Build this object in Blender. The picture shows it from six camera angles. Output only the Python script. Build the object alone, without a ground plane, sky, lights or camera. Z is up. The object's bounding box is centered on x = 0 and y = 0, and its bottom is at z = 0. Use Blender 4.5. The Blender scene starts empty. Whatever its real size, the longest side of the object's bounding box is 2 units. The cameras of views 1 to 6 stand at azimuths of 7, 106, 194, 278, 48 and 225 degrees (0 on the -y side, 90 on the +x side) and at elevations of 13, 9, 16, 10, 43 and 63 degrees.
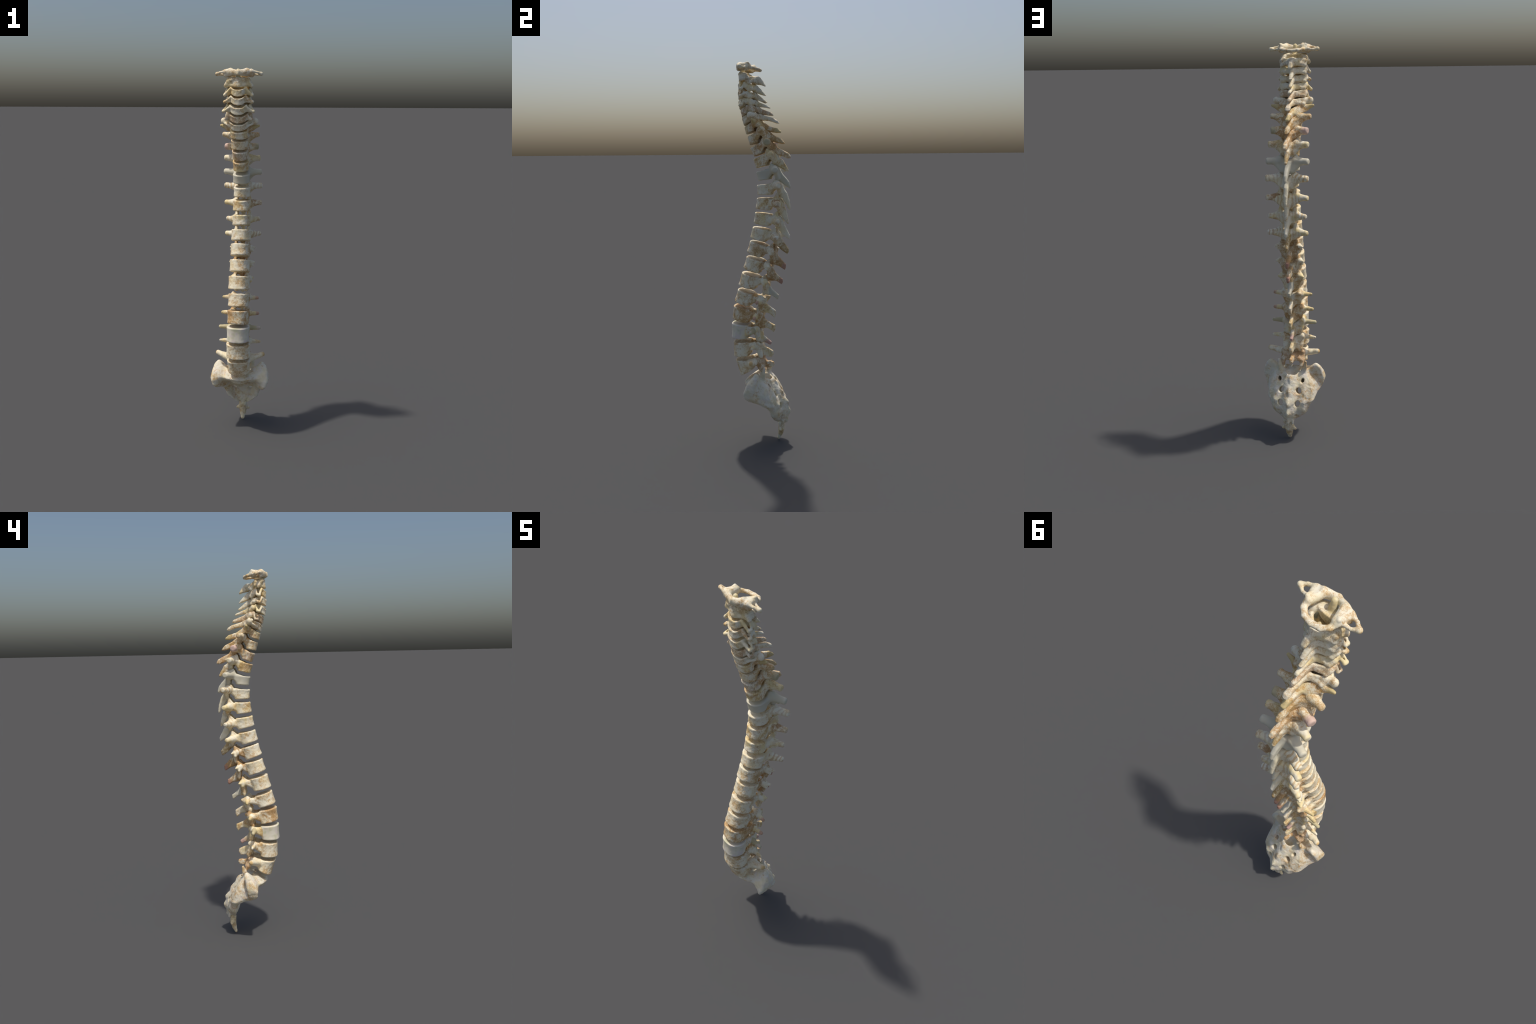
# Human spinal column: 24 free vertebrae, sacrum and tailbone.
# Every bone is a smooth-blended implicit surface (capsules, plates, lofted drums)
# turned into a mesh with a surface-nets mesher, then split into its anatomical parts.
import bpy, math
import numpy as np
from mathutils import noise, Vector

VOX = 0.0019

# ------------------------------------------------------------------ implicit toolkit
def smin(a, b, k):
    h = np.maximum(k - np.abs(a - b), 0.0) / k
    return np.minimum(a, b) - h * h * k * 0.25

def smax(a, b, k):
    return -smin(-a, -b, k)

def sstep(a, b, v):
    t = np.clip((v - a) / (b - a), 0.0, 1.0)
    return t * t * (3 - 2 * t)

def cap(a, b, ra, rb=None, squash=None):
    """Tapered capsule from a to b; squash=(direction, factor) flattens it."""
    rb = ra if rb is None else rb
    a = np.array(a, float); b = np.array(b, float)
    def f(X, Y, Z):
        s = 1.0
        px, py, pz = X - a[0], Y - a[1], Z - a[2]
        d = b - a
        if squash is not None:
            u = np.array(squash[0], float); u /= np.linalg.norm(u); s = squash[1]
            g = 1.0 / s - 1.0
            q = (px * u[0] + py * u[1] + pz * u[2]) * g
            px = px + q * u[0]; py = py + q * u[1]; pz = pz + q * u[2]
            d = d + u * (d @ u) * g
        L2 = max(d @ d, 1e-12)
        t = np.clip((px * d[0] + py * d[1] + pz * d[2]) / L2, 0, 1)
        r = ra + (rb - ra) * t
        dist = np.sqrt((px - t * d[0]) ** 2 + (py - t * d[1]) ** 2 + (pz - t * d[2]) ** 2) - r
        return dist * (1.0 if s >= 1 else (s + 1) * 0.5)
    return f

def chain(pts, rads, squash=None, k=0.004):
    fs = [cap(pts[i], pts[i + 1], rads[i], rads[i + 1], squash) for i in range(len(pts) - 1)]
    def f(X, Y, Z):
        d = fs[0](X, Y, Z)
        for g in fs[1:]:
            d = smin(d, g(X, Y, Z), k)
        return d
    return f

def tri(a, b, c, r):
    """Rounded triangular plate of half thickness r."""
    a, b, c = (np.array(p, float) for p in (a, b, c))
    n = np.cross(b - a, c - a); n /= np.linalg.norm(n)
    E = [(a, b), (b, c), (c, a)]
    def f(X, Y, Z):
        inside = None; best = None
        for p, q in E:
            e = q - p; m = np.cross(n, e)
            dx, dy, dz = X - p[0], Y - p[1], Z - p[2]
            side = dx * m[0] + dy * m[1] + dz * m[2] > 0
            inside = side if inside is None else (inside & side)
            t = np.clip((dx * e[0] + dy * e[1] + dz * e[2]) / (e @ e), 0, 1)
            d2 = (dx - t * e[0]) ** 2 + (dy - t * e[1]) ** 2 + (dz - t * e[2]) ** 2
            best = d2 if best is None else np.minimum(best, d2)
        h = (X - a[0]) * n[0] + (Y - a[1]) * n[1] + (Z - a[2]) * n[2]
        return np.where(inside, np.abs(h), np.sqrt(best)) - r
    return f

def blade(poly, thick, grow=0.0, x0=0.0):
    """Sagittal plate: outline poly in (y,z), half thickness function thick(y,z), rounded rim."""
    P = np.array(poly, float); n = len(P)
    def f(X, Y, Z):
        d = (Y - P[0, 0]) ** 2 + (Z - P[0, 1]) ** 2
        s = np.ones_like(Y)
        j = n - 1
        for i in range(n):
            e = P[j] - P[i]
            wy, wz = Y - P[i, 0], Z - P[i, 1]
            t = np.clip((wy * e[0] + wz * e[1]) / (e @ e), 0, 1)
            by, bz = wy - e[0] * t, wz - e[1] * t
            d = np.minimum(d, by * by + bz * bz)
            c1 = Z >= P[i, 1]; c2 = Z < P[j, 1]; c3 = e[0] * wz > e[1] * wy
            flip = (c1 & c2 & c3) | (~c1 & ~c2 & ~c3)
            s = np.where(flip, -s, s)
            j = i
        d2 = s * np.sqrt(d) - grow
        return smax(d2, np.abs(X - x0) - thick(Y, Z), 0.009)
    return f

def drum(AT, AB, PT, PB, W, waist=0.06, dish=0.004, edge=0.006, narrow=0.18, pw=2.5,
         saddle=0.0, keel=0.0, tall=0.0):
    """Vertebral body lofted between four sagittal corners (y,z); W = half width."""
    AT, AB, PT, PB = (np.array(p, float) for p in (AT, AB, PT, PB))
    ga, gp = (AT - AB) / np.linalg.norm(AT - AB) * tall, (PT - PB) / np.linalg.norm(PT - PB) * tall
    AT, AB, PT, PB = AT + ga, AB - ga, PT + gp, PB - gp
    c = (AT + AB + PT + PB) / 4
    ey = (AT + AB) / 2 - (PT + PB) / 2
    D = np.linalg.norm(ey) / 2; ey /= 2 * D
    ez = np.array([ey[1], -ey[0]])
    if ez[1] < 0: ez = -ez
    loc = lambda p: ((p - c) @ ey, (p - c) @ ez)
    at, ab, pt, pb = map(loc, (AT, AB, PT, PB))
    shear = ((at[0] - ab[0]) / (at[1] - ab[1]) + (pt[0] - pb[0]) / (pt[1] - pb[1])) / 2
    def f(X, Y, Z):
        dy, dz = Y - c[0], Z - c[1]
        t = dy * ez[0] + dz * ez[1]
        s = dy * ey[0] + dz * ey[1] - shear * t
        ax = np.abs(X)
        top = pt[1] + (at[1] - pt[1]) * (s + D) / (2 * D)
        bot = pb[1] + (ab[1] - pb[1]) * (s + D) / (2 * D)
        mid, hh = (top + bot) / 2, np.maximum((top - bot) / 2, 0.004)
        tn = np.clip((t - mid) / hh, -1.15, 1.15)
        g = 1 - waist * (1 - tn * tn)
        sn = s / D
        wx = W * (1 - narrow * sstep(-0.2, 1.0, sn))
        p = np.where(sn > 0, pw, pw + 0.9)
        r = ((ax / (wx * g)) ** p + (np.abs(sn) / g) ** p + 1e-9) ** (1 / p)
        side = (r - 1) * (0.5 * W + 0.5 * D) * g
        bowl = np.clip(1 - r * r, 0, 1)
        ux = sstep(0.35, 1.0, ax / W)
        topd = t - (top - dish * bowl + saddle * ux)
        botd = (bot + dish * 0.7 * bowl + keel * (ax / W) ** 2) - t
        return smax(side, smax(topd, botd, edge * 0.5), edge)
    f.frame = (c, ey, ez, D)
    return f

# ------------------------------------------------------------------ mesher
def evaluate(prims, X, Y, Z, groups=None):
    """prims: (group, k, fn); k<0 carves. Returns field and, if asked, the nearest group."""
    d = None; per = {}
    for g, k, fn in prims:
        v = fn(X, Y, Z)
        if k < 0:
            d = smax(d, -v, -k)
        else:
            d = v if d is None else smin(d, v, k)
            if groups is not None:
                per[g] = v if g not in per else np.minimum(per[g], v)
    if groups is None:
        return d
    st = np.stack([per.get(g, np.full(X.shape, 9.0)) for g in groups])
    return d, st

def surface_nets(prims, lo, hi, h):
    nx = int(math.ceil(hi[0] / h)) + 2
    xs = (np.arange(nx) + 0.5) * h
    ys = np.arange(lo[1] - 2 * h, hi[1] + 2 * h, h)
    zs = np.arange(lo[2] - 2 * h, hi[2] + 2 * h, h)
    X, Y, Z = np.meshgrid(xs, ys, zs, indexing='ij')
    F = evaluate(prims, X, Y, Z)
    F = np.concatenate([F[::-1], F], 0)
    xs = np.concatenate([-xs[::-1], xs])
    S = F < 0
    cnt = np.zeros(tuple(n - 1 for n in F.shape), np.int8)
    for a in (0, 1):
        for b in (0, 1):
            for c in (0, 1):
                cnt += S[a:F.shape[0] - 1 + a, b:F.shape[1] - 1 + b, c:F.shape[2] - 1 + c]
    act = (cnt > 0) & (cnt < 8)
    I = np.argwhere(act)
    idx = np.full(act.shape, -1, np.int64); idx[act] = np.arange(len(I))
    pos = np.zeros((len(I), 3)); num = np.zeros(len(I))
    for ax in range(3):
        o1, o2 = [a for a in range(3) if a != ax]
        for a in (0, 1):
            for b in (0, 1):
                A = I.copy(); A[:, o1] += a; A[:, o2] += b
                B = A.copy(); B[:, ax] += 1
                fa = F[A[:, 0], A[:, 1], A[:, 2]]; fb = F[B[:, 0], B[:, 1], B[:, 2]]
                m = (fa < 0) != (fb < 0)
                t = np.where(m, fa / np.where(m, fa - fb, 1), 0)
                P = A.astype(float); P[:, ax] += t
                pos[m] += P[m]; num[m] += 1
    pos /= num[:, None]
    V = np.stack([xs[0] + pos[:, 0] * h, ys[0] + pos[:, 1] * h, zs[0] + pos[:, 2] * h], 1)
    faces = []
    for ax in range(3):
        o1, o2 = (ax + 1) % 3, (ax + 2) % 3
        n = F.shape[ax]
        sl0 = [slice(None)] * 3; sl1 = [slice(None)] * 3
        sl0[ax] = slice(0, n - 1); sl1[ax] = slice(1, n)
        s0, s1 = S[tuple(sl0)], S[tuple(sl1)]
        E = np.argwhere(s0 != s1)
        E = E[(E[:, o1] > 0) & (E[:, o2] > 0) & (E[:, o1] < F.shape[o1] - 1) & (E[:, o2] < F.shape[o2] - 1)]
        inn = s0[E[:, 0], E[:, 1], E[:, 2]]
        def cell(d1, d2):
            C = E.copy(); C[:, o1] += d1; C[:, o2] += d2
            return idx[C[:, 0], C[:, 1], C[:, 2]]
        q = np.stack([cell(-1, -1), cell(0, -1), cell(0, 0), cell(-1, 0)], 1)
        q[~inn] = q[~inn][:, ::-1]
        faces.append(q)
    Q = np.concatenate(faces)
    e = h * 0.3                                     # pull vertices onto the true surface
    for _ in range(2):
        ax = np.abs(V[:, 0]); sg = np.sign(V[:, 0]); y, z = V[:, 1], V[:, 2]
        f0 = evaluate(prims, ax, y, z)
        G = np.stack([evaluate(prims, ax + e, y, z) - f0, evaluate(prims, ax, y + e, z) - f0,
                      evaluate(prims, ax, y, z + e) - f0], 1) / e
        st = f0 / np.maximum((G * G).sum(1), 0.2)
        st = np.clip(st, -0.4 * h, 0.4 * h)
        G[:, 0] *= np.where(sg == 0, 1, sg)
        V -= G * st[:, None]
    nb = np.zeros_like(V); deg = np.zeros(len(V))    # one light relaxation
    for i in range(4):
        for j in (1, 3):
            np.add.at(nb, Q[:, i], V[Q[:, (i + j) % 4]]); np.add.at(deg, Q[:, i], 1)
    V = V * 0.6 + nb / deg[:, None] * 0.4
    return V, Q

# ------------------------------------------------------------------ materials
def lin(r, g, b):
    return tuple(((c / 255) / 12.92 if c / 255 <= 0.04045 else ((c / 255 + 0.055) / 1.055) ** 2.4) for c in (r, g, b)) + (1,)

WHITE = lin(241, 233, 209); CREAM = lin(236, 217, 166); TAN = lin(200, 158, 92)
BROWN = lin(152, 110, 56); PEARL = lin(210, 205, 186); PINK = lin(216, 186, 172)
YELLOW = lin(208, 188, 136); ROSE = lin(186, 142, 122)

def bone_material(name, seed, stain=0.5, yellow=0.35, grain=1.0, base=WHITE, stain_col=TAN,
                  streak=0.0, stripes=0.0, tip=None, blotch=0.0, side=0.0):
    """Dry bone: pale ground, yellowed areas, speckled tan stains that gather in patches,
    optional vertical streaks, growth-ring stripes and a coloured tip."""
    m = bpy.data.materials.new(name); m.use_nodes = True
    nt = m.node_tree; N = nt.nodes; L = nt.links
    bs = N['Principled BSDF']
    def new(t, **kw):
        n = N.new(t)
        for a, b in kw.items(): setattr(n, a, b)
        return n
    tc = new('ShaderNodeTexCoord'); mp = new('ShaderNodeMapping')
    L.new(tc.outputs['Object'], mp.inputs['Vector'])
    rs = np.random.RandomState(1000 + seed)
    mp.inputs['Location'].default_value = tuple(rs.uniform(-5, 5, 3))
    def noise_tex(scale, detail=3, rough=0.55, dist=0.0, vec=None):
        n = new('ShaderNodeTexNoise'); n.inputs['Scale'].default_value = scale
        n.inputs['Detail'].default_value = detail; n.inputs['Roughness'].default_value = rough
        n.inputs['Distortion'].default_value = dist
        L.new((vec or mp.outputs['Vector']), n.inputs['Vector']); return n.outputs['Fac']
    def ramp(v, a, b, lo=0.0, hi=1.0):
        n = new('ShaderNodeMapRange'); n.interpolation_type = 'SMOOTHSTEP'
        for i, q in enumerate((a, b, lo, hi)): n.inputs[i + 1].default_value = q
        L.new(v, n.inputs[0]); return n.outputs[0]
    def math_(op, a, b):
        n = new('ShaderNodeMath', operation=op)
        for i, q in enumerate((a, b)):
            if isinstance(q, (int, float)): n.inputs[i].default_value = q
            else: L.new(q, n.inputs[i])
        return n.outputs[0]
    def mix(f, a, b):
        n = new('ShaderNodeMix', data_type='RGBA')
        if isinstance(f, (int, float)): n.inputs[0].default_value = f
        else: L.new(f, n.inputs[0])
        for i, q in ((6, a), (7, b)):
            if isinstance(q, tuple): n.inputs[i].default_value = q
            else: L.new(q, n.inputs[i])
        return n.outputs[2]
    # ground colour: white bone with soft yellowed clouds
    col = mix(math_('MULTIPLY', ramp(noise_tex(22, 2), 0.38, 0.66), yellow * 1.3), base, CREAM)
    if blotch:
        col = mix(math_('MULTIPLY', ramp(noise_tex(30, 1), 0.5, 0.7), blotch), col, lin(196, 196, 160))
        col = mix(math_('MULTIPLY', ramp(noise_tex(26, 1), 0.52, 0.7), blotch * 0.7), col, lin(214, 194, 200))
    # stain: patches (low frequency) broken up by speckle (high frequency)
    patch = noise_tex(17, 3, 0.6, 0.3)
    mid = noise_tex(75, 3, 0.65)
    fine = noise_tex(260, 3, 0.7)
    v = math_('ADD', math_('MULTIPLY', patch, 1.05), math_('MULTIPLY', mid, 0.62))
    v = math_('ADD', v, math_('MULTIPLY', fine, 0.77 * grain))
    if side:
        sp = new('ShaderNodeSeparateXYZ'); L.new(tc.outputs['Object'], sp.inputs[0])
        v = math_('ADD', v, math_('MULTIPLY', sp.outputs['X'], side))
    c = 1.475 - 0.42 * stain - (0 if grain > 0.5 else 0.385 * (1 - grain))
    msk = ramp(v, c - 0.13, c + 0.16)
    deep = ramp(v, c + 0.06, c + 0.34)
    col = mix(math_('MULTIPLY', msk, max(0.0, min(0.9, 0.50 + 0.4 * stain))), col, stain_col)
    col = mix(math_('MULTIPLY', deep, 0.5 if stain > 0 else 0.0), col, BROWN)
    if streak:
        m2 = new('ShaderNodeMapping'); L.new(mp.outputs['Vector'], m2.inputs['Vector'])
        m2.inputs['Scale'].default_value = (1, 1, 0.08)
        s1 = noise_tex(150, 2, 0.6, 0, m2.outputs['Vector'])
        col = mix(math_('MULTIPLY', ramp(s1, 0.5, 0.62), streak), col, lin(176, 150, 120))
        s2 = noise_tex(210, 2, 0.6, 0, m2.outputs['Vector'])
        col = mix(math_('MULTIPLY', ramp(s2, 0.52, 0.66), streak), col, lin(220, 194, 186))
    if stripes:
        w = new('ShaderNodeTexWave', wave_type='BANDS', bands_direction='X')
        w.inputs['Scale'].default_value = 19; w.inputs['Distortion'].default_value = 9.0
        w.inputs['Detail'].default_value = 2; w.inputs['Detail Scale'].default_value = 0.8
        L.new(mp.outputs['Vector'], w.inputs['Vector'])
        col = mix(math_('MULTIPLY', ramp(w.outputs['Fac'], 0.45, 0.75), stripes), col, stain_col)
    if tip:
        for pt, rad, tcol in tip:
            vd = new('ShaderNodeVectorMath', operation='DISTANCE')
            L.new(tc.outputs['Object'], vd.inputs[0]); vd.inputs[1].default_value = pt
            dd = math_('ADD', vd.outputs['Value'], math_('MULTIPLY', math_('SUBTRACT', mid, 0.5), 0.012))
            col = mix(ramp(dd, rad * 0.55, rad * 1.25, 0.95, 0.0), col, tcol)
    L.new(col, bs.inputs['Base Color'])
    bs.inputs['Roughness'].default_value = 0.62
    bs.inputs['Specular IOR Level'].default_value = 0.28
    bp = new('ShaderNodeBump'); bp.inputs['Strength'].default_value = 0.22 * min(grain, 1.0) + 0.03
    bp.inputs['Distance'].default_value = 0.0012
    L.new(math_('ADD', fine, mid), bp.inputs['Height']); L.new(bp.outputs['Normal'], bs.inputs['Normal'])
    return m

# ------------------------------------------------------------------ scene graph
ROOT = bpy.data.objects.new('spine', None)
bpy.context.scene.collection.objects.link(ROOT)
ROOT['label'] = 'tall human spinal column of pale tan-stained dry bones'
ROOT['category'] = 'spine'

def add_mesh(name, V, Q, normals, parent, mat):
    me = bpy.data.meshes.new(name)
    me.from_pydata(V.tolist(), [], Q.tolist()); me.validate()
    me.polygons.foreach_set('use_smooth', np.ones(len(me.polygons), bool))
    me.normals_split_custom_set_from_vertices(normals.tolist())
    me.materials.append(mat)
    ob = bpy.data.objects.new(name, me)
    bpy.context.scene.collection.objects.link(ob)
    ob.parent = parent
    return ob

def build_bone(name, prims, lo, hi, centre, parts, mats, rough=0.0007, seed=0, h=VOX, dx=0.0, yaw=0.0):
    """parts: list of groups -> object names. 'transverse' is split into left and right."""
    V, Q = surface_nets(prims, np.array(lo), np.array(hi), h)
    groups = [p[0] for p in parts]
    C = V[Q].mean(1)
    _, st = evaluate(prims, np.abs(C[:, 0]), C[:, 1], C[:, 2], groups)
    lab = st.argmin(0)
    nv = np.zeros((len(V), len(groups)))               # majority vote keeps regions whole
    for _ in range(6):
        nv[:] = 0
        for i in range(4): np.add.at(nv, (Q[:, i], lab), 1)
        lab = nv[Q].sum(1).argmax(1)
    me = bpy.data.meshes.new('t'); me.from_pydata(V.tolist(), [], Q.tolist())
    nr = np.empty(len(V) * 3); me.vertex_normals.foreach_get('vector', nr); nr = nr.reshape(-1, 3)
    off = seed * 3.7
    am = np.array([noise.noise(Vector((p[0] * 75 + off, p[1] * 75, p[2] * 75)))
                   + 0.5 * noise.noise(Vector((p[0] * 180, p[1] * 180 + off, p[2] * 180)))
                   + 1.5 * noise.noise(Vector((p[0] * 28, p[1] * 28, p[2] * 28 + off))) for p in V.tolist()])
    V = V + nr * (am * rough)[:, None]
    me.vertices.foreach_set('co', V.ravel()); me.update()
    me.vertex_normals.foreach_get('vector', nr.reshape(-1)); nr2 = np.empty(len(V) * 3)
    me.vertex_normals.foreach_get('vector', nr2); nr = nr2.reshape(-1, 3)
    bpy.data.meshes.remove(me)
    centre = np.array(centre, float)
    # slight sideways drift and twist of this bone
    rx, ry = V[:, 0].copy(), V[:, 1] - centre[1]
    V[:, 0] = rx * math.cos(yaw) - ry * math.sin(yaw) + dx
    V[:, 1] = rx * math.sin(yaw) + ry * math.cos(yaw) + centre[1]
    nx_, ny_ = nr[:, 0].copy(), nr[:, 1].copy()
    nr[:, 0] = nx_ * math.cos(yaw) - ny_ * math.sin(yaw); nr[:, 1] = nx_ * math.sin(yaw) + ny_ * math.cos(yaw)
    em = bpy.data.objects.new(name, None); em.empty_display_size = 0.03
    bpy.context.scene.collection.objects.link(em); em.parent = ROOT; em.location = centre
    for gi, (g, oname) in enumerate(parts):
        sel = lab == gi
        cx = V[Q].mean(1)[:, 0]
        for sd, mm in (((1, sel & (cx >= 0)), (-1, sel & (cx < 0))) if g == 'transverse' else ((0, sel),)):
            q = Q[mm]
            if not len(q): continue
            u, inv = np.unique(q, return_inverse=True)
            mt = mats.get((g, sd), mats.get(g, mats['*']))
            add_mesh(oname, V[u] - centre, inv.reshape(-1, 4), nr[u], em, mt)
    return em

VPARTS = [('body', 'vertebral_body'), ('arch', 'neural_arch'), ('spinous', 'spinous_process'),
          ('transverse', 'transverse_process')]

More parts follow.
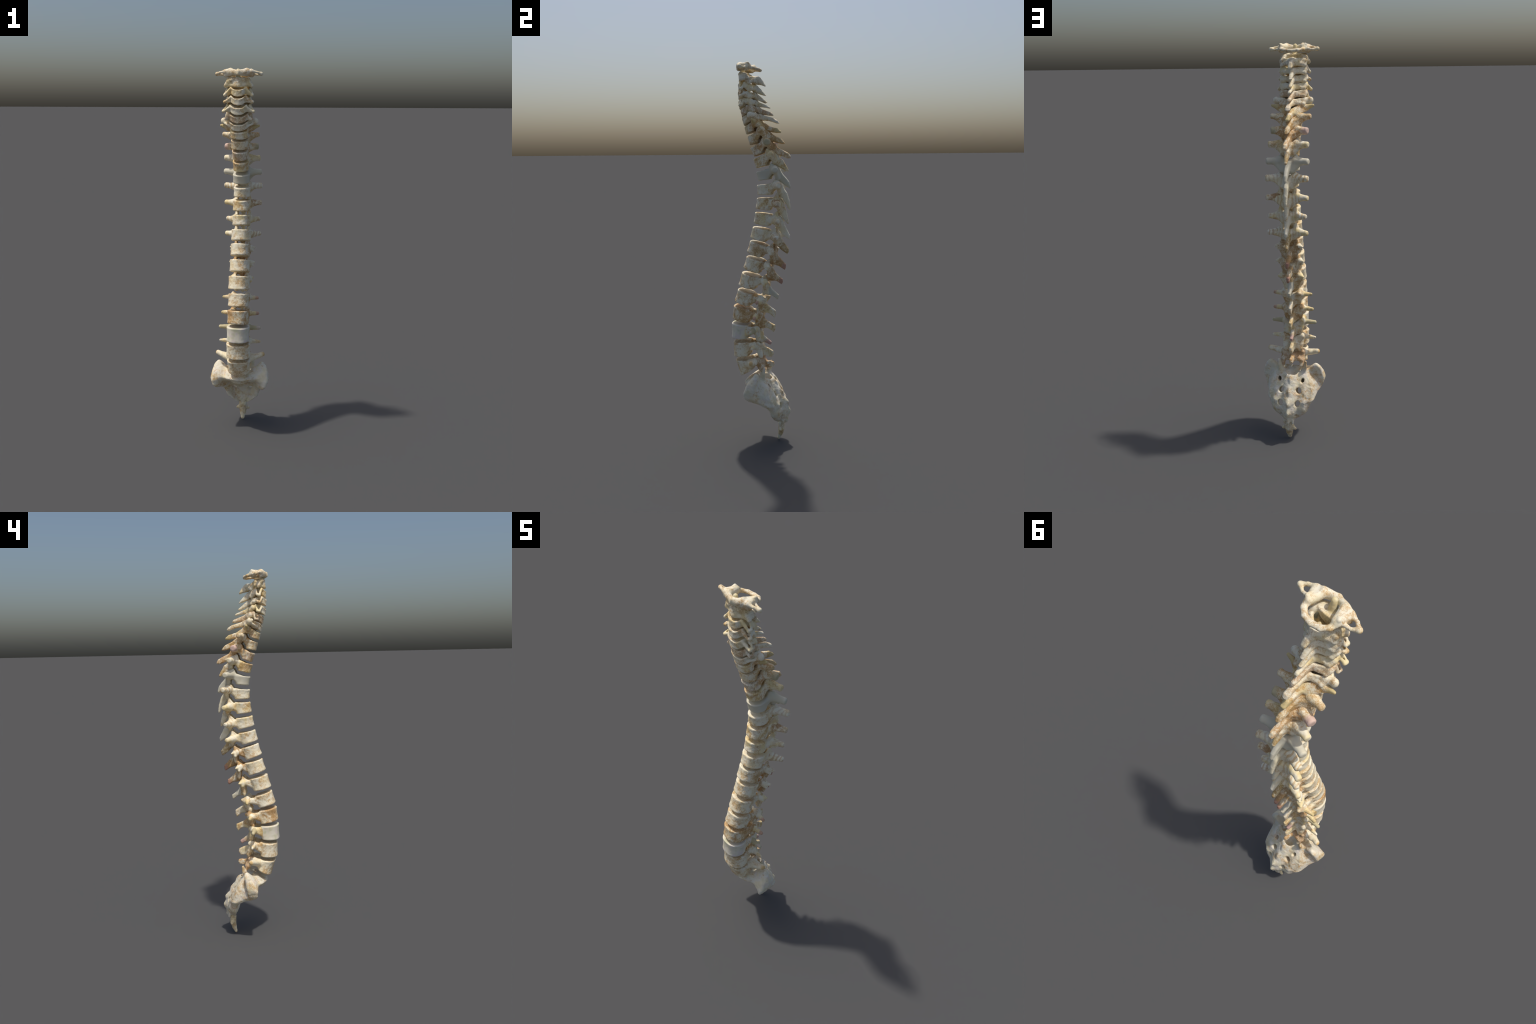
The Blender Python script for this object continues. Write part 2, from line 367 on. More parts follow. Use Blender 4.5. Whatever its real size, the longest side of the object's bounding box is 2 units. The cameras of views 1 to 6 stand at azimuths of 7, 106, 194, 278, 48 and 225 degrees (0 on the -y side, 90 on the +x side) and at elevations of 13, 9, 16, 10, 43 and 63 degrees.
# ------------------------------------------------------------------ measurements (metres)
# AT AB PT PB: body corners (y,z); w: half width; lam: midline lamina (y, z top, z bottom)
# sp: spinous outline (y,z); tp: tip (x,y,z) and radius; sap / iap: facet tips (y,z)
D = {
 'C3': dict(AT=(-.112,1.894), AB=(-.110,1.862), back=.055, w=.040, lam=(-.018,1.885,1.860),
            sp=[(-.030,1.888),(-.012,1.883),(.010,1.862),(.033,1.836),(.000,1.846),(-.027,1.857)],
            tp=(.076,-.083,1.868), sap=(-.062,1.905), iap=(-.040,1.853)),
 'C4': dict(AT=(-.113,1.850), AB=(-.110,1.819), back=.055, w=.041, lam=(-.020,1.850,1.826),
            sp=[(-.032,1.850),(-.012,1.842),(.015,1.822),(.038,1.803),(.030,1.800),(-.007,1.816),(-.030,1.824)],
            tp=(.077,-.083,1.833), sap=(-.066,1.860), iap=(-.042,1.818)),
 'C5': dict(AT=(-.110,1.802), AB=(-.105,1.770), back=.055, w=.045, lam=(-.014,1.812,1.788),
            sp=[(-.028,1.814),(-.005,1.802),(.025,1.791),(.050,1.780),(.053,1.774),(.020,1.780),(-.014,1.785)],
            tp=(.083,-.082,1.787), sap=(-.064,1.826), iap=(-.034,1.785)),
 'C6': dict(AT=(-.098,1.758), AB=(-.092,1.728), back=.056, w=.050, lam=(-.003,1.778,1.754),
            sp=[(-.018,1.780),(.008,1.770),(.045,1.756),(.066,1.746),(.069,1.738),(.030,1.742),(-.012,1.750)],
            tp=(.072,-.070,1.748), sap=(-.050,1.790), iap=(-.022,1.752)),
 'C7': dict(AT=(-.090,1.717), AB=(-.082,1.688), back=.058, w=.050, lam=(.013,1.741,1.716),
            sp=[(-.004,1.746),(.035,1.733),(.073,1.723),(.094,1.710),(.100,1.698),(.088,1.698),(.055,1.709),(.008,1.716)],
            tp=(.094,-.030,1.738), tpr=(.014,.015), sap=(-.040,1.755), iap=(-.004,1.712)),
 'T1': dict(AT=(-.081,1.678), AB=(-.070,1.643), PT=(-.029,1.700), PB=(-.020,1.664), w=.049, lam=(.026,1.695,1.662),
            sp=[(.008,1.700),(.055,1.683),(.093,1.672),(.110,1.658),(.112,1.648),(.090,1.649),(.040,1.657),(.012,1.668)],
            tp=(.105,-.015,1.711), tpr=(.017,.007), sap=(-.014,1.716), iap=(.020,1.660)),
 'T2': dict(AT=(-.066,1.631), AB=(-.052,1.588), PT=(-.010,1.648), PB=(.001,1.603), w=.046, lam=(.050,1.650,1.610),
            sp=[(.035,1.655),(.075,1.638),(.113,1.619),(.126,1.606),(.133,1.594),(.118,1.592),(.080,1.603),(.040,1.615)],
            tp=(.099,.028,1.668), tpr=(.013,.012), sap=(.012,1.672), iap=(.038,1.606)),
 'T3': dict(AT=(-.048,1.573), AB=(-.032,1.529), PT=(.004,1.591), PB=(.027,1.552), w=.043, lam=(.072,1.595,1.555),
            sp=[(.058,1.600),(.095,1.575),(.125,1.560),(.153,1.546),(.161,1.532),(.162,1.522),(.145,1.521),(.115,1.532),(.070,1.548)],
            tp=(.090,.060,1.603), tpr=(.014,.016), sap=(.024,1.622), iap=(.061,1.560)),
 'T4': dict(AT=(-.034,1.517), AB=(-.021,1.471), PT=(.031,1.535), PB=(.049,1.488), w=.043, lam=(.085,1.545,1.495),
            sp=[(.070,1.550),(.100,1.527),(.123,1.511),(.140,1.482),(.151,1.460),(.148,1.453),(.135,1.456),(.112,1.470),(.078,1.492)],
            tp=(.098,.082,1.540), tpr=(.014,.014), sap=(.049,1.570), iap=(.082,1.488)),
 'T5': dict(AT=(-.018,1.452), AB=(-.013,1.406), PT=(.045,1.463), PB=(.062,1.416), w=.046, lam=(.094,1.468,1.420),
            sp=[(.082,1.474),(.115,1.446),(.140,1.420),(.153,1.402),(.160,1.380),(.160,1.367),(.150,1.370),(.116,1.395),(.086,1.424)],
            tp=(.103,.104,1.464), tpr=(.015,.0145), sap=(.070,1.495), iap=(.098,1.404)),
 'T6': dict(AT=(-.015,1.383), AB=(-.015,1.337), PT=(.062,1.390), PB=(.069,1.337), w=.046, lam=(.105,1.390,1.335),
            sp=[(.094,1.398),(.125,1.368),(.142,1.345),(.155,1.305),(.160,1.270),(.158,1.259),(.150,1.262),(.135,1.290),(.105,1.335)],
            tp=(.103,.124,1.386), tpr=(.015,.0145), sap=(.086,1.412), iap=(.109,1.334)),
 'T7': dict(AT=(-.018,1.317), AB=(-.022,1.265), PT=(.066,1.316), PB=(.058,1.256), w=.050, lam=(.110,1.308,1.250),
            sp=[(.098,1.316),(.122,1.290),(.140,1.250),(.149,1.205),(.150,1.184),(.140,1.188),(.120,1.213),(.098,1.248)],
            tp=(.103,.118,1.293), tpr=(.014,.012), sap=(.098,1.342), iap=(.108,1.243)),
 'T8': dict(AT=(-.028,1.243), AB=(-.036,1.192), PT=(.062,1.230), PB=(.053,1.173), w=.051, lam=(.104,1.222,1.170),
            sp=[(.092,1.228),(.116,1.203),(.138,1.162),(.157,1.124),(.156,1.106),(.148,1.104),(.115,1.129),(.088,1.168)],
            tp=(.093,.115,1.203), tpr=(.013,.011), sap=(.097,1.250), iap=(.095,1.165)),
 'T9': dict(AT=(-.043,1.167), AB=(-.052,1.113), PT=(.051,1.150), PB=(.032,1.090), w=.055, lam=(.094,1.130,1.080),
            sp=[(.084,1.134),(.108,1.114),(.130,1.082),(.150,1.053),(.149,1.035),(.142,1.025),(.111,1.048),(.082,1.076)],
            tp=(.099,.108,1.120), tpr=(.014,.011), sap=(.083,1.164), iap=(.084,1.080)),
 'T10': dict(AT=(-.059,1.094), AB=(-.073,1.036), PT=(.035,1.068), PB=(.009,1.007), w=.054, lam=(.074,1.035,.985),
            sp=[(.062,1.040),(.090,1.018),(.115,.993),(.135,.971),(.135,.952),(.128,.942),(.100,.960),(.062,.972)],
            tp=(.072,.080,1.045), tpr=(.012,.006), sap=(.072,1.082), iap=(.065,.982)),
 'T11': dict(AT=(-.080,1.010), AB=(-.093,.950), PT=(.020,.985), PB=(-.005,.922), w=.057, lam=(.055,.952,.898),
            sp=[(.044,.955),(.070,.933),(.095,.910),(.117,.892),(.118,.876),(.112,.863),(.085,.881),(.042,.885)],
            tp=(.073,.060,.965), tpr=(.012,.006), sap=(.053,.999), iap=(.051,.897)),
 'T12': dict(AT=(-.108,.925), AB=(-.118,.855), PT=(-.003,.897), PB=(-.032,.836), w=.060, lam=(.036,.865,.815),
            sp=[(.022,.868),(.050,.846),(.075,.823),(.096,.805),(.095,.792),(.089,.780),(.060,.802),(.022,.812)],
            tp=(.068,.044,.880), tpr=(.013,.006), sap=(.030,.913), iap=(.023,.806)),
 'L1': dict(AT=(-.131,.834), AB=(-.142,.766), PT=(-.031,.802), PB=(-.056,.744), w=.058, lam=(.016,.770,.715),
            sp=[(.002,.772),(.030,.752),(.055,.736),(.078,.720),(.080,.700),(.072,.681),(.060,.690),(.042,.704),(.006,.714)],
            tp=(.101,.000,.777), tpr=(.010,.0075), sap=(.006,.808), mam=(.034,.793), iap=(-.008,.715)),
 'L2': dict(AT=(-.153,.742), AB=(-.158,.671), PT=(-.055,.722), PB=(-.064,.652), w=.060, lam=(.006,.682,.625),
            sp=[(-.008,.684),(.020,.668),(.050,.652),(.074,.640),(.077,.620),(.066,.600),(.055,.612),(.036,.622),(-.004,.622)],
            tp=(.105,-.013,.692), tpr=(.011,.008), sap=(-.002,.722), mam=(.014,.714), iap=(-.020,.627)),
 'L3': dict(AT=(-.165,.646), AB=(-.163,.564), PT=(-.063,.638), PB=(-.069,.566), w=.063, lam=(-.004,.598,.545),
            sp=[(-.016,.600),(.010,.582),(.035,.562),(.055,.547),(.054,.535),(.045,.529),(.030,.538),(.012,.543),(-.012,.542)],
            tp=(.117,-.032,.614), tpr=(.011,.009), sap=(-.013,.640), mam=(-.005,.632), iap=(-.010,.552)),
 'L4': dict(AT=(-.158,.541), AB=(-.150,.465), PT=(-.057,.547), PB=(-.064,.471), w=.067, lam=(-.005,.526,.474),
            sp=[(-.018,.528),(.012,.520),(.042,.510),(.063,.498),(.066,.480),(.056,.463),(.038,.463),(.018,.469),(-.014,.470)],
            tp=(.117,-.026,.532), tpr=(.010,.006), sap=(-.008,.556), mam=(-.002,.550), iap=(.006,.462)),
 'L5': dict(AT=(-.141,.442), AB=(-.119,.355), PT=(-.058,.446), PB=(-.038,.399), w=.064, lam=(.012,.440,.408),
            sp=[(-.002,.442),(.025,.437),(.048,.440),(.066,.437),(.071,.424),(.063,.410),(.040,.405),(.012,.408)],
            tp=(.138,-.022,.458), tpr=(.018,.0135), sap=(-.008,.468), mam=(.000,.462), iap=(.022,.380)),
}

def spine_thickness(root, tip, t0, t1):
    root = np.array(root); tip = np.array(tip); d = tip - root; L = d @ d
    return lambda Y, Z: t0 + (t1 - t0) * np.clip(((Y - root[0]) * d[0] + (Z - root[1]) * d[1]) / L, 0, 1)

def box(v, pad=0.02):
    ys = [p[0] for p in v['sp']] + [v['AT'][0], v['AB'][0]]
    zs = [p[1] for p in v['sp']] + [v['AT'][1], v['AB'][1], v['sap'][1], v['iap'][1], v['tp'][2]]
    return (0, min(ys) - pad, min(zs) - pad), (v['tp'][0] + pad + .01, max(ys) + pad, max(zs) + pad)

def cervical(n, v):
    AT, AB = np.array(v['AT']), np.array(v['AB'])
    ax = AT - AB; ax /= np.linalg.norm(ax); bk = np.array([ax[1], -ax[0]])
    AB = AB - ax * .003; PT = AT + bk * v['back'] + ax * .008; PB = AB + bk * v['back'] + ax * .006
    ly, lt, lb = v['lam']; w = v['w']; tp = v['tp']; sp = v['sp']
    sa, ia = v['sap'], v['iap']
    px = .058; zc = (AT[1] + PT[1] + AB[1] + PB[1]) / 4; ym = (AT[0] + PT[0]) / 2
    pil = (px, (sa[0] + ia[0]) / 2, (sa[1] + ia[1]) / 2)
    pr = [('body', .01, drum(AT, AB, PT, PB, w, waist=.04, dish=.003, edge=.005, narrow=.12, saddle=.006 if n == 'C3' else .011, keel=.013)),
          ('arch', .010, chain([(px, sa[0], sa[1] - .010), pil, (px - .003, ia[0], ia[1] + .009)], [.0090, .0110, .0085], ((1, 0, 0), .9))),
          ('arch', .010, cap((w * .75, PT[0] - .012, zc + .004), (pil[0] - .006, pil[1] - .004, pil[2] + .002), .009)),
          ('arch', .008, tri((px - .004, pil[1] + .004, pil[2] + .012), (px - .006, pil[1] + .012, pil[2] - .012), (0, ly - .004, lt - .006), .006)),
          ('arch', .008, tri((px - .006, pil[1] + .012, pil[2] - .012), (0, ly - .004, lt - .006), (0, ly, lb + .006), .006)),
          ('spinous', .012, blade(sp, spine_thickness(sp[0], sp[3], .0095, .0090 if n != 'C7' else .012), grow=.0025 if n != 'C7' else .001))]
    if n == 'C7':
        pr += [('transverse', .012, cap((px - .004, pil[1] - .006, pil[2]), (tp[0] - .012, tp[1], tp[2]), .013, .0165, ((0, 1, 0), .8))),
               ('transverse', .006, cap((w * .9, ym, zc), (tp[0] - .018, tp[1] - .010, tp[2] - .010), .006))]
    else:
        pr += [('transverse', .006, chain([(w * .92, ym - .004, AT[1] + .006), ((w + tp[0]) / 2, (ym + tp[1]) / 2, (AT[1] + tp[2]) / 2 - .002), (tp[0] - .005, tp[1], tp[2])], [.0078, .0068, .0060])),
               ('transverse', .006, tri((w * .9, ym + .004, zc - .002), (tp[0] - .010, tp[1] + .004, tp[2]), (w * .92, ym, AT[1] + .002), .0045)),
               ('transverse', .006, chain([(px + .004, sa[0] - .004, sa[1] - .018), (tp[0] - .004, (sa[0] + tp[1]) / 2, tp[2] + .003), (tp[0] - .005, tp[1], tp[2])], [.007, .0055, .0055])),
               ('transverse', -.004, cap(((w + tp[0]) / 2 + .004, (sa[0] + tp[1]) / 2 - .004, tp[2] - .04), ((w + tp[0]) / 2 + .002, (sa[0] + tp[1]) / 2 - .004, tp[2] + .05), .0055))]
    return pr, (0, ym, zc)

def thoracic(n, v):
    AT, AB, PT, PB = (np.array(v[k]) for k in ('AT', 'AB', 'PT', 'PB'))
    ly, lt, lb = v['lam']; w = v['w']; tp = v['tp']; sp = v['sp']; sa, ia = v['sap'], v['iap']
    r0, r1 = v['tpr']; idx = int(n[1:])
    c = (AT + AB + PT + PB) / 4
    P = (.040, .5 * (max(PT[0], PB[0]) + max(tp[1], sa[0] + .01)), min(tp[2] + .001, lt + .012))
    if idx >= 10: P = (.038, tp[1] - .018, tp[2] + .002)
    sx = .034
    wide = .058 if idx < 10 else .044
    ix = .025 if idx < 10 else .029
    pr = [('body', .01, drum(AT, AB, PT, PB, w, waist=.05, dish=.0025, edge=.008, narrow=.22, tall=.001 if idx < 6 else .0018)),
          ('arch', .010, tri((.030, PT[0] - .012, PT[1] - .012), (P[0] - .006, P[1], P[2] + .002), (.029, PB[0] - .014, PB[1] + .017), .0115)),
          ('arch', .006, tri((sx, sa[0] - .002, sa[1] - .006), (.031, PT[0] + .006, PT[1] - .010), (sx + .002, P[1] + .006, P[2] + .004), .0062)),
          ('arch', .008, cap(P, (sx - .002, sa[0] - .001, sa[1] - .007), .015, .0085, ((0, 1, -.25), .6))),
          ('arch', .008, tri((.038, P[1] + .006, P[2] + .008), (ix, ia[0], ia[1] + .014), (0, ly - .001, lt - .007), .0072)),
          ('arch', .008, tri((ix, ia[0], ia[1] + .014), (0, ly - .001, lt - .007), (0, ly + .007, lb), .0072)),
          ('arch', .010, tri((wide + .008, P[1] * .4 + tp[1] * .6 + .001, P[2] - .006), (.034, P[1] + .004, P[2] + .006), (ix + .004, ia[0] + .002, ia[1] + .016), .0085 if idx < 10 else .006)),
          ('arch', .008, tri((wide, P[1] * .55 + tp[1] * .45 + .002, P[2] - .002), (ix - .004, ia[0] + .003, ia[1] + .018), (0, ly + .003, lt - .014), .0075)),
          ('arch', .006, cap((.035, P[1] + .006, P[2] - .010), (ix - .001, ia[0] - .001, ia[1] + .008), .0125, .0080, ((0, 1, 0), .75))),
          ('spinous', .016, blade(sp, spine_thickness(sp[0], sp[len(sp) // 2], .014, .0105 if idx < 4 else .0078)))]
    Pv, tv = np.array(P), np.array(tp)
    if idx == 1:
        tips = (tp[0] - r1, tp[1], tp[2] + .004)
        pr.append(('transverse', .012, cap((P[0], P[1] - .004, P[2] - .008), tips, .021, r1, ((0, 1, 0), .8))))
    elif idx < 10:
        e = (tv - Pv) / np.linalg.norm(tv - Pv)
        rod = cap(P, tuple(tv + e * .004), r0 * 1.06, r1 * 1.10)
        def blunt(X, Y, Z, rod=rod, e=e, tv=tv):
            return smax(rod(X, Y, Z), (X - tv[0]) * e[0] + (Y - tv[1]) * e[1] + (Z - tv[2]) * e[2], .010)
        pr.append(('transverse', .012, blunt))
        pr.append(('transverse', .012, cap(P, tuple(Pv + (tv - Pv) * .36), .0195, .012)))
    else:
        pr.append(('transverse', .010, cap((P[0] + .002, P[1], P[2]), (tp[0] - r1, tp[1], tp[2]), r0 * 1.25, r1)))
        pr.append(('transverse', .010, cap((P[0] + .004, P[1], P[2]), (tp[0] - .014, tp[1] - .016, tp[2] - .014), .012, .007)))
    return pr, (0, c[0], c[1])

def lumbar(n, v):
    AT, AB, PT, PB = (np.array(v[k]) for k in ('AT', 'AB', 'PT', 'PB'))
    ly, lt, lb = v['lam']; w = v['w']; tp = v['tp']; sp = v['sp']; sa, ia = v['sap'], v['iap']; ma = v['mam']
    r0, r1 = v['tpr']; c = (AT + AB + PT + PB) / 4; i = int(n[1]); lt = lt + .006
    px = .037 + .0022 * i
    P = (px, (PT[0] + ma[0]) / 2 + .008, min(tp[2] + .004, sa[1] - .020))
    ix = .026 + .0028 * i
    hem = (ix + .002, ia[0], ia[1] + .016)                    # where the lamina's lower edge meets the inferior facet
    if i == 5:
        ix = .047; hem = (ix, ia[0] - .008, ia[1] + .036); lb = lb + .006
    pr = [('body', .01, drum(AT, AB, PT, PB, w, waist=.055, dish=.003, edge=.009, narrow=.10, pw=2.4, tall=.002)),
          ('arch', .012, tri((px - .004, PT[0] - .012, PT[1] - .016), P, (px - .004, PB[0] - .012, PB[1] + .025), .0130)),
          ('arch', .010, cap(P, (px + .003, sa[0] - .002, sa[1] - .009), .016, .0090, ((1, 0, 0), .8))),
          ('arch', .010, cap((px + .002, sa[0] - .004, sa[1] - .018), (px + .003, ma[0] - .002, ma[1] - .008), .012, .0088)),
          ('arch', .010, tri((px - .002, P[1] + .012, P[2] - .002), hem, (0, ly - .004, lt - .008), .0095)),
          ('arch', .010, tri((px - .001, sa[0] + .002, sa[1] - .014), (0, ly - .006, lt - .006), (px - .002, P[1] + .012, P[2] - .002), .0075)),
          ('arch', .010, tri(hem, (0, ly - .004, lt - .008), (0, ly + .002, lb + .006), .0085)),
          ('arch', .008, chain([(px - .002, P[1] + .008, P[2] - .004), (ix + .005, (P[1] + ia[0]) / 2 + .004, (P[2] + ia[1]) / 2), (ix, ia[0], ia[1] + .007)], [.0145, .0125, .0090], ((0, 1, 0), .9))),
          ('spinous', .016, blade(sp, spine_thickness(sp[0], sp[4], .011, .0085)))]
    root = (px + .002, P[1] - .006, P[2] - .004)
    if i == 5:
        pr += [('transverse', .016, cap((w * .75, c[0] + .04, c[1] + .022), (tp[0] - r1, tp[1], tp[2] - .002), .019, r1)),
               ('transverse', .012, cap(root, (tp[0] - .05, tp[1], tp[2] - .012), .016, .012))]
    else:
        pr += [('transverse', .012, chain([root, ((root[0] + tp[0]) / 2 + .004, (root[1] + tp[1]) / 2, (root[2] * .35 + tp[2] * .65)), (tp[0] - r1, tp[1], tp[2])], [.0160, r0 * 1.0, r1 * 1.12], ((0, 1, 0), .9)))]
    return pr, (0, c[0], c[1])

# ------------------------------------------------------------------ colour plan per bone
STYLE = {
 'C1': dict(stain=.62, yellow=.35), 'C2': dict(stain=.55, yellow=.7, stain_col=lin(176, 142, 92)),
 'C3': dict(stain=.42, yellow=.8), 'C4': dict(stain=.55, yellow=.4), 'C5': dict(stain=.40, yellow=.75),
 'C6': dict(stain=.68, yellow=.35, stain_col=lin(192, 150, 104)), 'C7': dict(stain=.45, yellow=.2),
 'T1': dict(stain=.60, yellow=.7, stain_col=lin(198, 150, 84)), 'T2': dict(stain=.66, yellow=.3),
 'T3': dict(stain=.62, yellow=.3, streak=.6), 'T4': dict(stain=.56, yellow=.8),
 'T5': dict(stain=-.6, yellow=.15, grain=.15, base=PEARL), 'T6': dict(stain=.50, yellow=.35),
 'T7': dict(stain=.62, yellow=.6), 'T8': dict(stain=.42, yellow=.75), 'T9': dict(stain=.40, yellow=.45),
 'T10': dict(stain=.55, yellow=.2), 'T11': dict(stain=.56, yellow=.4), 'T12': dict(stain=.58, yellow=.35),
 'L1': dict(stain=.60, yellow=.25), 'L2': dict(stain=.72, yellow=.3, stain_col=lin(198, 150, 82)),
 'L3': dict(stain=-.4, yellow=.2, grain=.2, base=lin(230, 223, 204), blotch=.6),
 'L4': dict(stain=.66, yellow=.2), 'L5': dict(stain=.55, yellow=.25),
}

def tip_mask(v, c, side, rad, col):
    return [((side * (v['tp'][0] - .004), v['tp'][1] - c[1], v['tp'][2] - c[2]), rad, col)]

def mats_for(n, v, c, seed):
    st = STYLE[n]
    M = {'*': bone_material('bone_' + n.lower(), seed, **st)}
    mk = lambda tag, s=0, **kw: bone_material('bone_%s_%s' % (n.lower(), tag), seed + s, **{**st, **kw})
    if n == 'T1':
        for sd in (1, -1): M[('transverse', sd)] = mk('horn', sd, tip=tip_mask(v, c, sd, .034, YELLOW))
        sp = v['sp'][4]; M['arch'] = mk('arch', 0, stain_col=lin(200, 150, 74), stain=.8); M['spinous'] = mk('tip', 0, stain_col=lin(200, 150, 74), stain=.8,
                                           tip=[((0, sp[0] - c[1], sp[1] - c[2]), .045, YELLOW)])
    if n == 'T2':
        M['spinous'] = mk('spine', 4, stain=.85); M['arch'] = M['spinous']
    if n == 'T3':
        M[('transverse', -1)] = mk('pink', 1, streak=0., tip=tip_mask(v, c, -1, .032, PINK))
        M[('transverse', 1)] = mk('dull', 2, streak=0., stain=.8, tip=tip_mask(v, c, 1, .026, lin(190, 180, 146)))
        M['spinous'] = mk('spine', 0, streak=0., stain=.80, stain_col=lin(202, 152, 88)); M['arch'] = M['spinous']
    if n in ('T6', 'T7', 'T8', 'T9'):
        amt = {'T6': .6, 'T7': .5, 'T8': .5, 'T9': .35}[n]
        M[('transverse', -1)] = mk('ringed', 1, stain=.2, stripes=amt if n in ('T6', 'T8') else .12, yellow=.2 if n in ('T6', 'T8') else 1.)
        M[('transverse', 1)] = mk('rings', 2, stain=.75 if n == 'T7' else .3, stripes=.25 if n != 'T9' else .5, stain_col=lin(182, 136, 84))
        M['arch'] = mk('arch', 3, stain=.3, stripes=.22 if n != 'T7' else .45); M['spinous'] = mk('spine', 4, stain=.1 if n != 'T7' else .5, yellow=.3)
    if n in ('T10', 'T11'):
        sp = v['sp'][5]
        M['spinous'] = mk('spine', 4, stain=.9, stripes=.3, stain_col=lin(190, 148, 92), tip=[((0, sp[0] - c[1] + .006, sp[1] - c[2] + .014), .026, ROSE)])
        M['arch'] = mk('arch', 5, stain=.8, stripes=.25, stain_col=lin(188, 148, 94))
        M['transverse'] = mk('nub', 6, stain=.4)
    if n == 'T9':
        M['spinous'] = mk('spine2', 5, stain=.75, yellow=.8, stain_col=lin(176, 138, 72))
    if n == 'T12':
        M['spinous'] = mk('spine', 4, stain=.1, yellow=.2, base=PEARL); M['transverse'] = mk('nub', 5, stain=.0, yellow=1.); 
    if n in ('L1', 'L2'):
        for sd, tc_ in ((1, lin(200, 160, 136)), (-1, YELLOW)): M[('transverse', sd)] = mk('rod%d' % sd, 5 + sd, stain=.4, yellow=.9, tip=tip_mask(v, c, sd, .016, tc_))
        M['spinous'] = mk('spine', 0, stain=.55, yellow=.7)
    if n == 'L3':
        M['transverse'] = mk('rod', 5, base=lin(196, 184, 146)); sp = v['sp'][5]
        M['arch'] = mk('arch', 6, stain=.5, yellow=.9, grain=1., blotch=0.)
        M['spinous'] = mk('spine', 6, stain=.6, yellow=.8, grain=1., blotch=0., tip=[((0, sp[0] - c[1], sp[1] - c[2] + .006), .03, lin(204, 166, 152))])
    if n == 'L4':
        M['spinous'] = mk('spine', 4, stain=.4, yellow=.5); M['transverse'] = mk('rod', 5, stain=.42, yellow=.7)
    if n == 'L5':
        M['transverse'] = mk('wing', 5, stain=.3, yellow=.3, tip=tip_mask(v, c, 1, .014, lin(212, 178, 120)) + tip_mask(v, c, -1, .014, lin(212, 178, 120)))
        M['arch'] = mk('arch', 0, stain=.72, stain_col=lin(198, 150, 90), streak=.3); M['spinous'] = mk('spine', 0, stain=.85, stain_col=lin(206, 160, 100))
    return M

# ------------------------------------------------------------------ atlas and axis
def atlas():
    tp = (.1125, -.071, 1.973)
    pr = [('arch', .01, chain([(0, -.106, 1.977), (.028, -.102, 1.979), (.058, -.088, 1.980)], [.0125, .0125, .013], ((0, 1, 0), .8))),
          ('arch', .006, tri((0, -.109, 1.981), (.044, -.093, 1.991), (.066, -.085, 1.966), .0078)),
          ('arch', .006, tri((0, -.109, 1.981), (0, -.109, 1.972), (.066, -.085, 1.966), .0078)),
          ('body', .010, tri((.040, -.090, 1.984), (.064, -.082, 1.981), (.052, -.044, 1.981), .0142)),
          ('body', .008, tri((.038, -.086, 1.986), (.066, -.080, 1.966), (.050, -.050, 1.967), .0095)),
          ('body', .006, cap((.040, -.088, 1.993), (.060, -.044, 1.993), .0068, .0068)),
          ('arch', .008, chain([(.056, -.045, 1.975), (.050, -.022, 1.970), (.030, -.005, 1.966), (0, .000, 1.964)], [.0112, .0098, .0096, .0104], ((0, 0, 1), .80))),
          ('transverse', .008, chain([(.066, -.090, 1.984), (.094, -.083, 1.980), tp], [.0092, .0052, .0088])),
          ('transverse', .005, chain([(.060, -.054, 1.974), (.092, -.059, 1.970), tp], [.0080, .0048, .0088])),
          ('arch', .006, cap((0, -.113, 1.972), (0, -.111, 1.982), .007)),
          ('body', -.004, cap((.050, -.074, 2.0115), (.053, -.058, 2.0115), .0150, .0150))]
    return pr, (0, -.06, 1.975)

def axis():
    sp = [(-.040, 1.938), (-.020, 1.931), (.004, 1.926), (.018, 1.912), (.030, 1.890), (.031, 1.881), (.012, 1.888), (-.020, 1.896), (-.032, 1.902)]
    pr = [('body', .01, drum((-.103, 1.950), (-.113, 1.904), (-.060, 1.952), (-.058, 1.912), .040, waist=.05, edge=.008, narrow=.45, keel=.008)),
          ('body', .008, tri((0, -.094, 1.944), (.052, -.084, 1.946), (.064, -.078, 1.918), .0075)),
          ('body', .008, tri((0, -.100, 1.916), (0, -.094, 1.944), (.064, -.078, 1.918), .0075)),
          ('dens', .012, cap((0, -.086, 1.940), (0, -.089, 1.9885), .013, .0098)),
          ('arch', .010, cap((.030, -.088, 1.944), (.050, -.068, 1.936), .014, .015, ((.45, 0, 1), .7))),
          ('arch', .010, chain([(.050, -.066, 1.935), (.055, -.050, 1.918), (.054, -.044, 1.899)], [.012, .012, .0105])),
          ('arch', .008, tri((.052, -.052, 1.926), (.050, -.040, 1.902), (0, -.010, 1.924), .0068)),
          ('arch', .008, tri((.050, -.040, 1.902), (0, -.010, 1.924), (0, -.008, 1.904), .0068)),
          ('spinous', .012, blade(sp, spine_thickness((-.02, 1.92), (.03, 1.885), .009, .0115))),
          ('transverse', .008, cap((.046, -.085, 1.940), (.068, -.078, 1.913), .009, .006)),
          ('transverse', .006, cap((.058, -.052, 1.920), (.068, -.078, 1.913), .007, .006)),
          ('transverse', -.004, cap((.058, -.070, 1.88), (.056, -.070, 1.925), .005))]
    return pr, (0, -.07, 1.92)

# ------------------------------------------------------------------ sacrum and tailbone
def curve(pts):
    z = np.array([p[0] for p in pts][::-1]); y = np.array([p[1] for p in pts][::-1])
    zz = np.linspace(z[0], z[-1], 200); yy = np.interp(zz, z, y)
    ker = np.hanning(15); ker /= ker.sum()
    yy = np.convolve(np.pad(yy, 7, mode='edge'), ker, 'valid')
    return lambda Z: np.interp(Z, zz, yy)

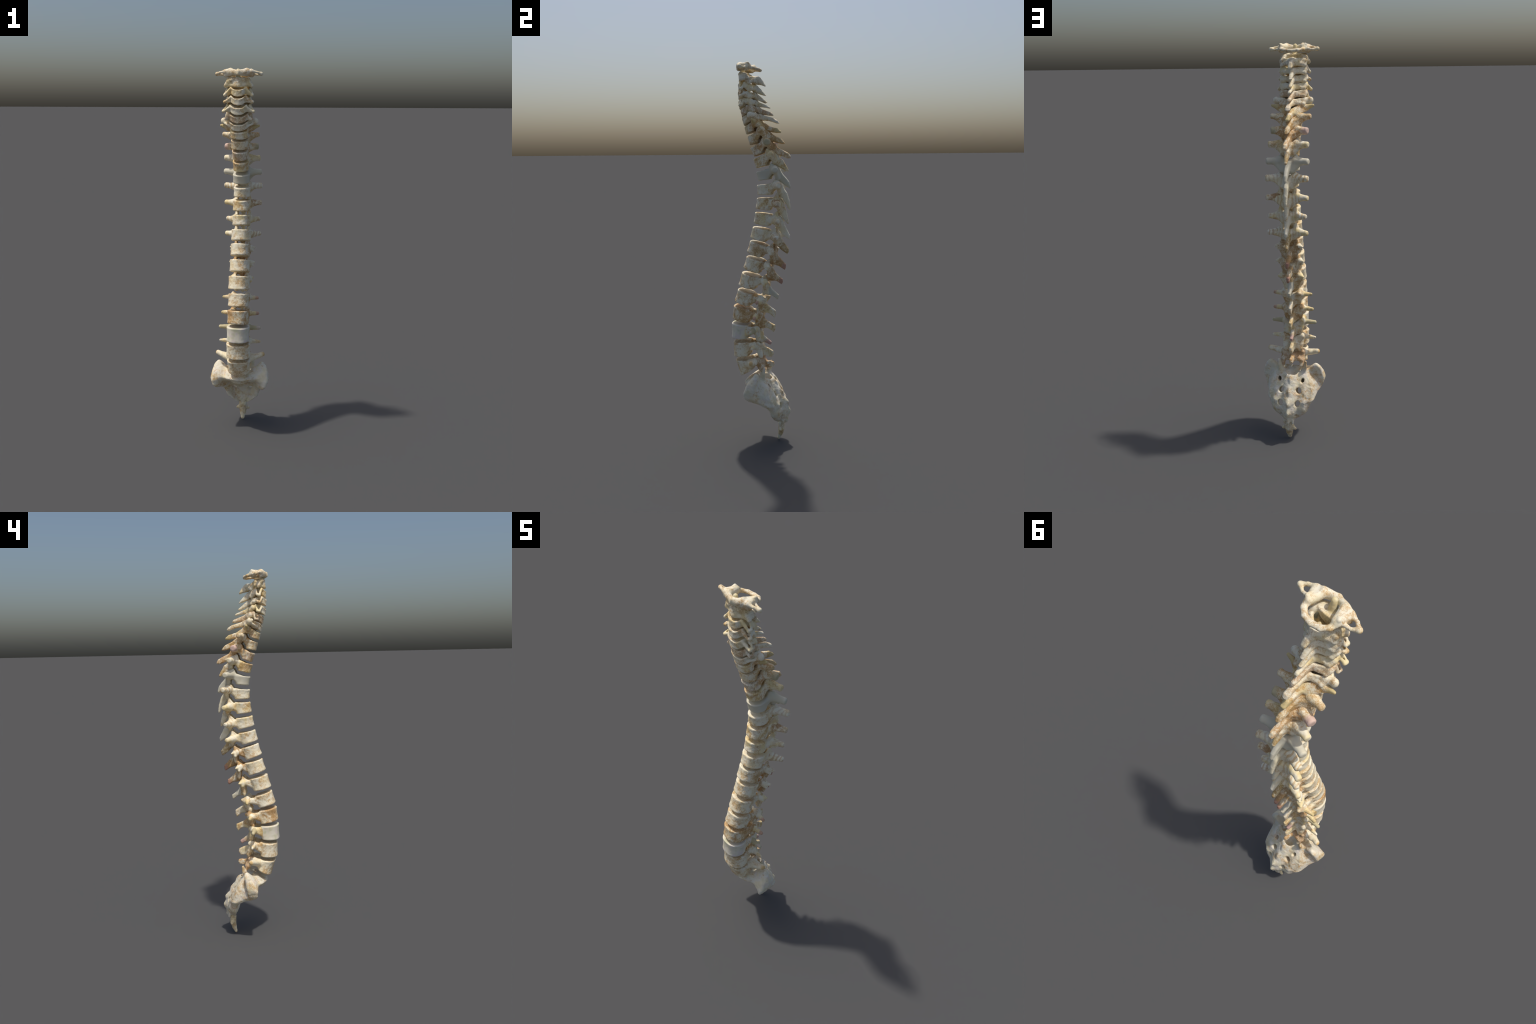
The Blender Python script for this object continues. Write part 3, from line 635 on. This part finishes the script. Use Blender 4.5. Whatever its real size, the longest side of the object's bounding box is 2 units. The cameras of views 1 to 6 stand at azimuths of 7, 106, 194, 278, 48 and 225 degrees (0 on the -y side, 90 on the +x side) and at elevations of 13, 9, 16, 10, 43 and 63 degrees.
def sacrum():
    front_mid = curve([(.42, -.02), (.36, -.06), (.320, -.088), (.300, -.064), (.280, -.012), (.262, .026), (.245, .050), (.22, .072), (.19, .088), (.16, .096), (.12, .094), (.095, .092)])
    front_edge = curve([(.42, .000), (.40, -.004), (.386, -.010), (.345, -.042), (.30, -.060), (.27, -.060), (.252, -.048), (.243, -.018), (.233, .016), (.21, .054), (.19, .064), (.157, .070), (.12, .078), (.095, .084)])
    back_mid = curve([(.42, .014), (.385, .024), (.366, .040), (.34, .064), (.313, .086), (.283, .103), (.25, .124), (.222, .140), (.18, .152), (.136, .147), (.110, .136), (.095, .128)])
    back_edge = curve([(.42, .004), (.40, .012), (.386, .016), (.345, .008), (.30, .000), (.27, .000), (.25, .022), (.235, .054), (.21, .084), (.19, .092), (.157, .097), (.12, .102), (.095, .106)])
    wide = curve([(.425, .100), (.412, .120), (.398, .134), (.38, .147), (.35, .158), (.32, .1640), (.30, .163), (.27, .153), (.250, .138), (.236, .127), (.222, .124), (.21, .113), (.19, .101), (.170, .095), (.157, .091), (.14, .072), (.125, .054), (.112, .034), (.100, .022), (.095, .020)])
    def slab(X, Y, Z):
        ax = np.abs(X)
        wd = wide(Z); u = np.clip(ax / wd, 0, 1.1)
        ya = front_mid(Z) + (front_edge(Z) - front_mid(Z)) * sstep(.25, 1.0, u) + .014 * np.exp(-((u - .55) / .16) ** 2)
        m, e = back_mid(Z), back_edge(Z)
        step = np.clip(.60 + (.34 - Z) * 3.2, .55, 1.0)          # flat dorsal plate, then a step down to the wing
        plate = m - .052 * np.clip(u, 0, 1) ** 1.15
        yb = plate + (e - plate) * sstep(step - .10, step + .14, u)
        lump = .5 + .5 * np.cos((Z - .165) * 2 * np.pi / .056)                                   # spinous knobs on the crest, pits beside it
        yb = yb + .009 * lump * np.exp(-(ax / .013) ** 2) - .008 * np.exp(-((ax - .042) / .014) ** 2) * (1 - sstep(.32, .36, Z)) * sstep(.12, .16, Z)
        yb = yb + .006 * np.exp(-((ax - .078) / .012) ** 2) * (1 - sstep(.30, .36, Z)) * sstep(.15, .19, Z) * (.4 + .6 * lump)
        d = smax((ya - Y) * .75, (Y - yb) * .75, .010)
        d = smax(d, (ax - wd) * .85, .014)
        notch = Z - (.354 + .024 * sstep(.050, .095, ax) + .030 * sstep(.085, .130, ax))     # top edge: low at S1, high at the wings
        d = smax(d, notch * .8, .012)
        return smax(d, .097 - Z, .01)
    # S1 endplate drum
    e0, e1 = np.array([-.094, .322]), np.array([-.016, .372])
    ax_ = (e1 - e0) / np.linalg.norm(e1 - e0); dn = np.array([ax_[1], -ax_[0]]) * .050
    s1 = drum(e0, e0 + dn * .75, e1, e1 + dn, .056, waist=.02, dish=.004, edge=.006, narrow=.10)
    # everything above the endplate plane in front of the canal is cut away
    nrm = np.array([-ax_[1], ax_[0]])
    def above(X, Y, Z):
        d = (Y - e0[0]) * nrm[0] + (Z - e0[1]) * nrm[1]
        return smax(smax(-(d - .001), np.abs(X) - .060, .01), Y - .02, .01)
    pr = [('sacral_mass', .01, slab),
          ('sacral_mass', -.010, above),
          ('sacral_mass', -.012, chain([(0, .018, .43), (0, .026, .36), (0, .058, .30), (0, .105, .20)], [.036, .028, .016, .008], ((0, 1, .4), .72))),
          ('sacral_base', .012, s1),
          ('sacral_mass', .010, chain([(.058, .016, .345), (.066, .024, .385), (.071, .032, .414)], [.017, .014, .008], ((.6, -.6, 0), .7))),
          ('sacral_mass', .012, cap((.022, .122, .118), (.023, .124, .104), .008, .006)),
          ('sacral_mass', -.006, cap((.062, .12, .338), (.060, -.04, .288), .0080, .0080, ((.3, 0, 1), 1.5))),
          ('sacral_mass', -.007, cap((.046, .15, .296), (.044, -.02, .232), .0170, .013, ((1, 0, .7), .82))),
          ('sacral_mass', -.007, cap((.045, .17, .229), (.044, .03, .184), .0155, .0135, ((1, 0, -.4), .85))),
          ('sacral_mass', -.006, cap((.040, .155, .158), (.038, .115, .146), .006))]
    return pr, (0, .03, .25)

def tailbone():
    pr = [('coccyx', .01, chain([(0, .106, .094), (0, .108, .066), (0, .102, .038), (0, .092, .0105)], [.023, .0215, .0170, .0105], ((0, 1, 0), .76))),
          ('coccyx', .008, cap((.006, .106, .080), (.032, .110, .066), .015, .0078, ((0, 1, 0), .8)))]
    return pr, (0, .1, .06)

# ------------------------------------------------------------------ build
seed = 0
pr, c = atlas()
STYLE_C1 = bone_material('bone_atlas', 1, **STYLE['C1'])
build_bone('atlas', pr, (0, -.14, 1.93), (.14, .03, 2.02), c, [('arch', 'atlas_arch'), ('body', 'lateral_mass'), ('transverse', 'transverse_process')], {'*': STYLE_C1}, rough=.0005, seed=1, dx=.007, yaw=.02)
pr, c = axis()
axis_mat = bone_material('bone_axis', 2, **STYLE['C2'])
dens_mat = bone_material('bone_dens', 3, stain=-.2, yellow=.8, grain=.3, base=lin(214, 208, 180))
build_bone('axis', pr, (0, -.14, 1.86), (.1, .06, 2.02), c, VPARTS + [('dens', 'dens')], {'*': axis_mat, 'dens': dens_mat}, seed=2, dx=.005)
for i, n in enumerate(D):
    v = D[n]
    fn, nm = {'C': (cervical, 'cervical_vertebra'), 'T': (thoracic, 'thoracic_vertebra'), 'L': (lumbar, 'lumbar_vertebra')}[n[0]]
    pr, c = fn(n, v)
    lo, hi = box(v)
    M = mats_for(n, v, c, 10 * (i + 1))
    build_bone(nm, pr, lo, hi, c, VPARTS, M, rough=.0003 if n in ('T5', 'L3') else .0008, seed=i + 3,
               dx={'C3': .0045, 'C4': .0045, 'C5': .004, 'T6': .0062, 'T7': .0060, 'T8': .0055, 'T9': .0060}.get(n, .0032), yaw={'T6': .045, 'T7': .045, 'T8': .04, 'T9': .045}.get(n, .015))
pr, c = sacrum()
sac_mat = bone_material('bone_sacrum', 301, stain=.44, yellow=.35, base=lin(232, 225, 206), side=-.35, blotch=.30)
build_bone('sacrum', pr, (0, -.14, .07), (.19, .18, .45), c, [('sacral_base', 'sacral_base'), ('sacral_mass', 'sacral_mass')], {'*': sac_mat}, rough=.0010, seed=40)
pr, c = tailbone()
coc_mat = bone_material('bone_coccyx', 302, stain=.50, yellow=.6, stain_col=lin(190, 156, 104))
build_bone('coccyx', pr, (0, .06, -.02), (.06, .15, .14), c, [('coccyx', 'tailbone')], {'*': coc_mat}, seed=41)
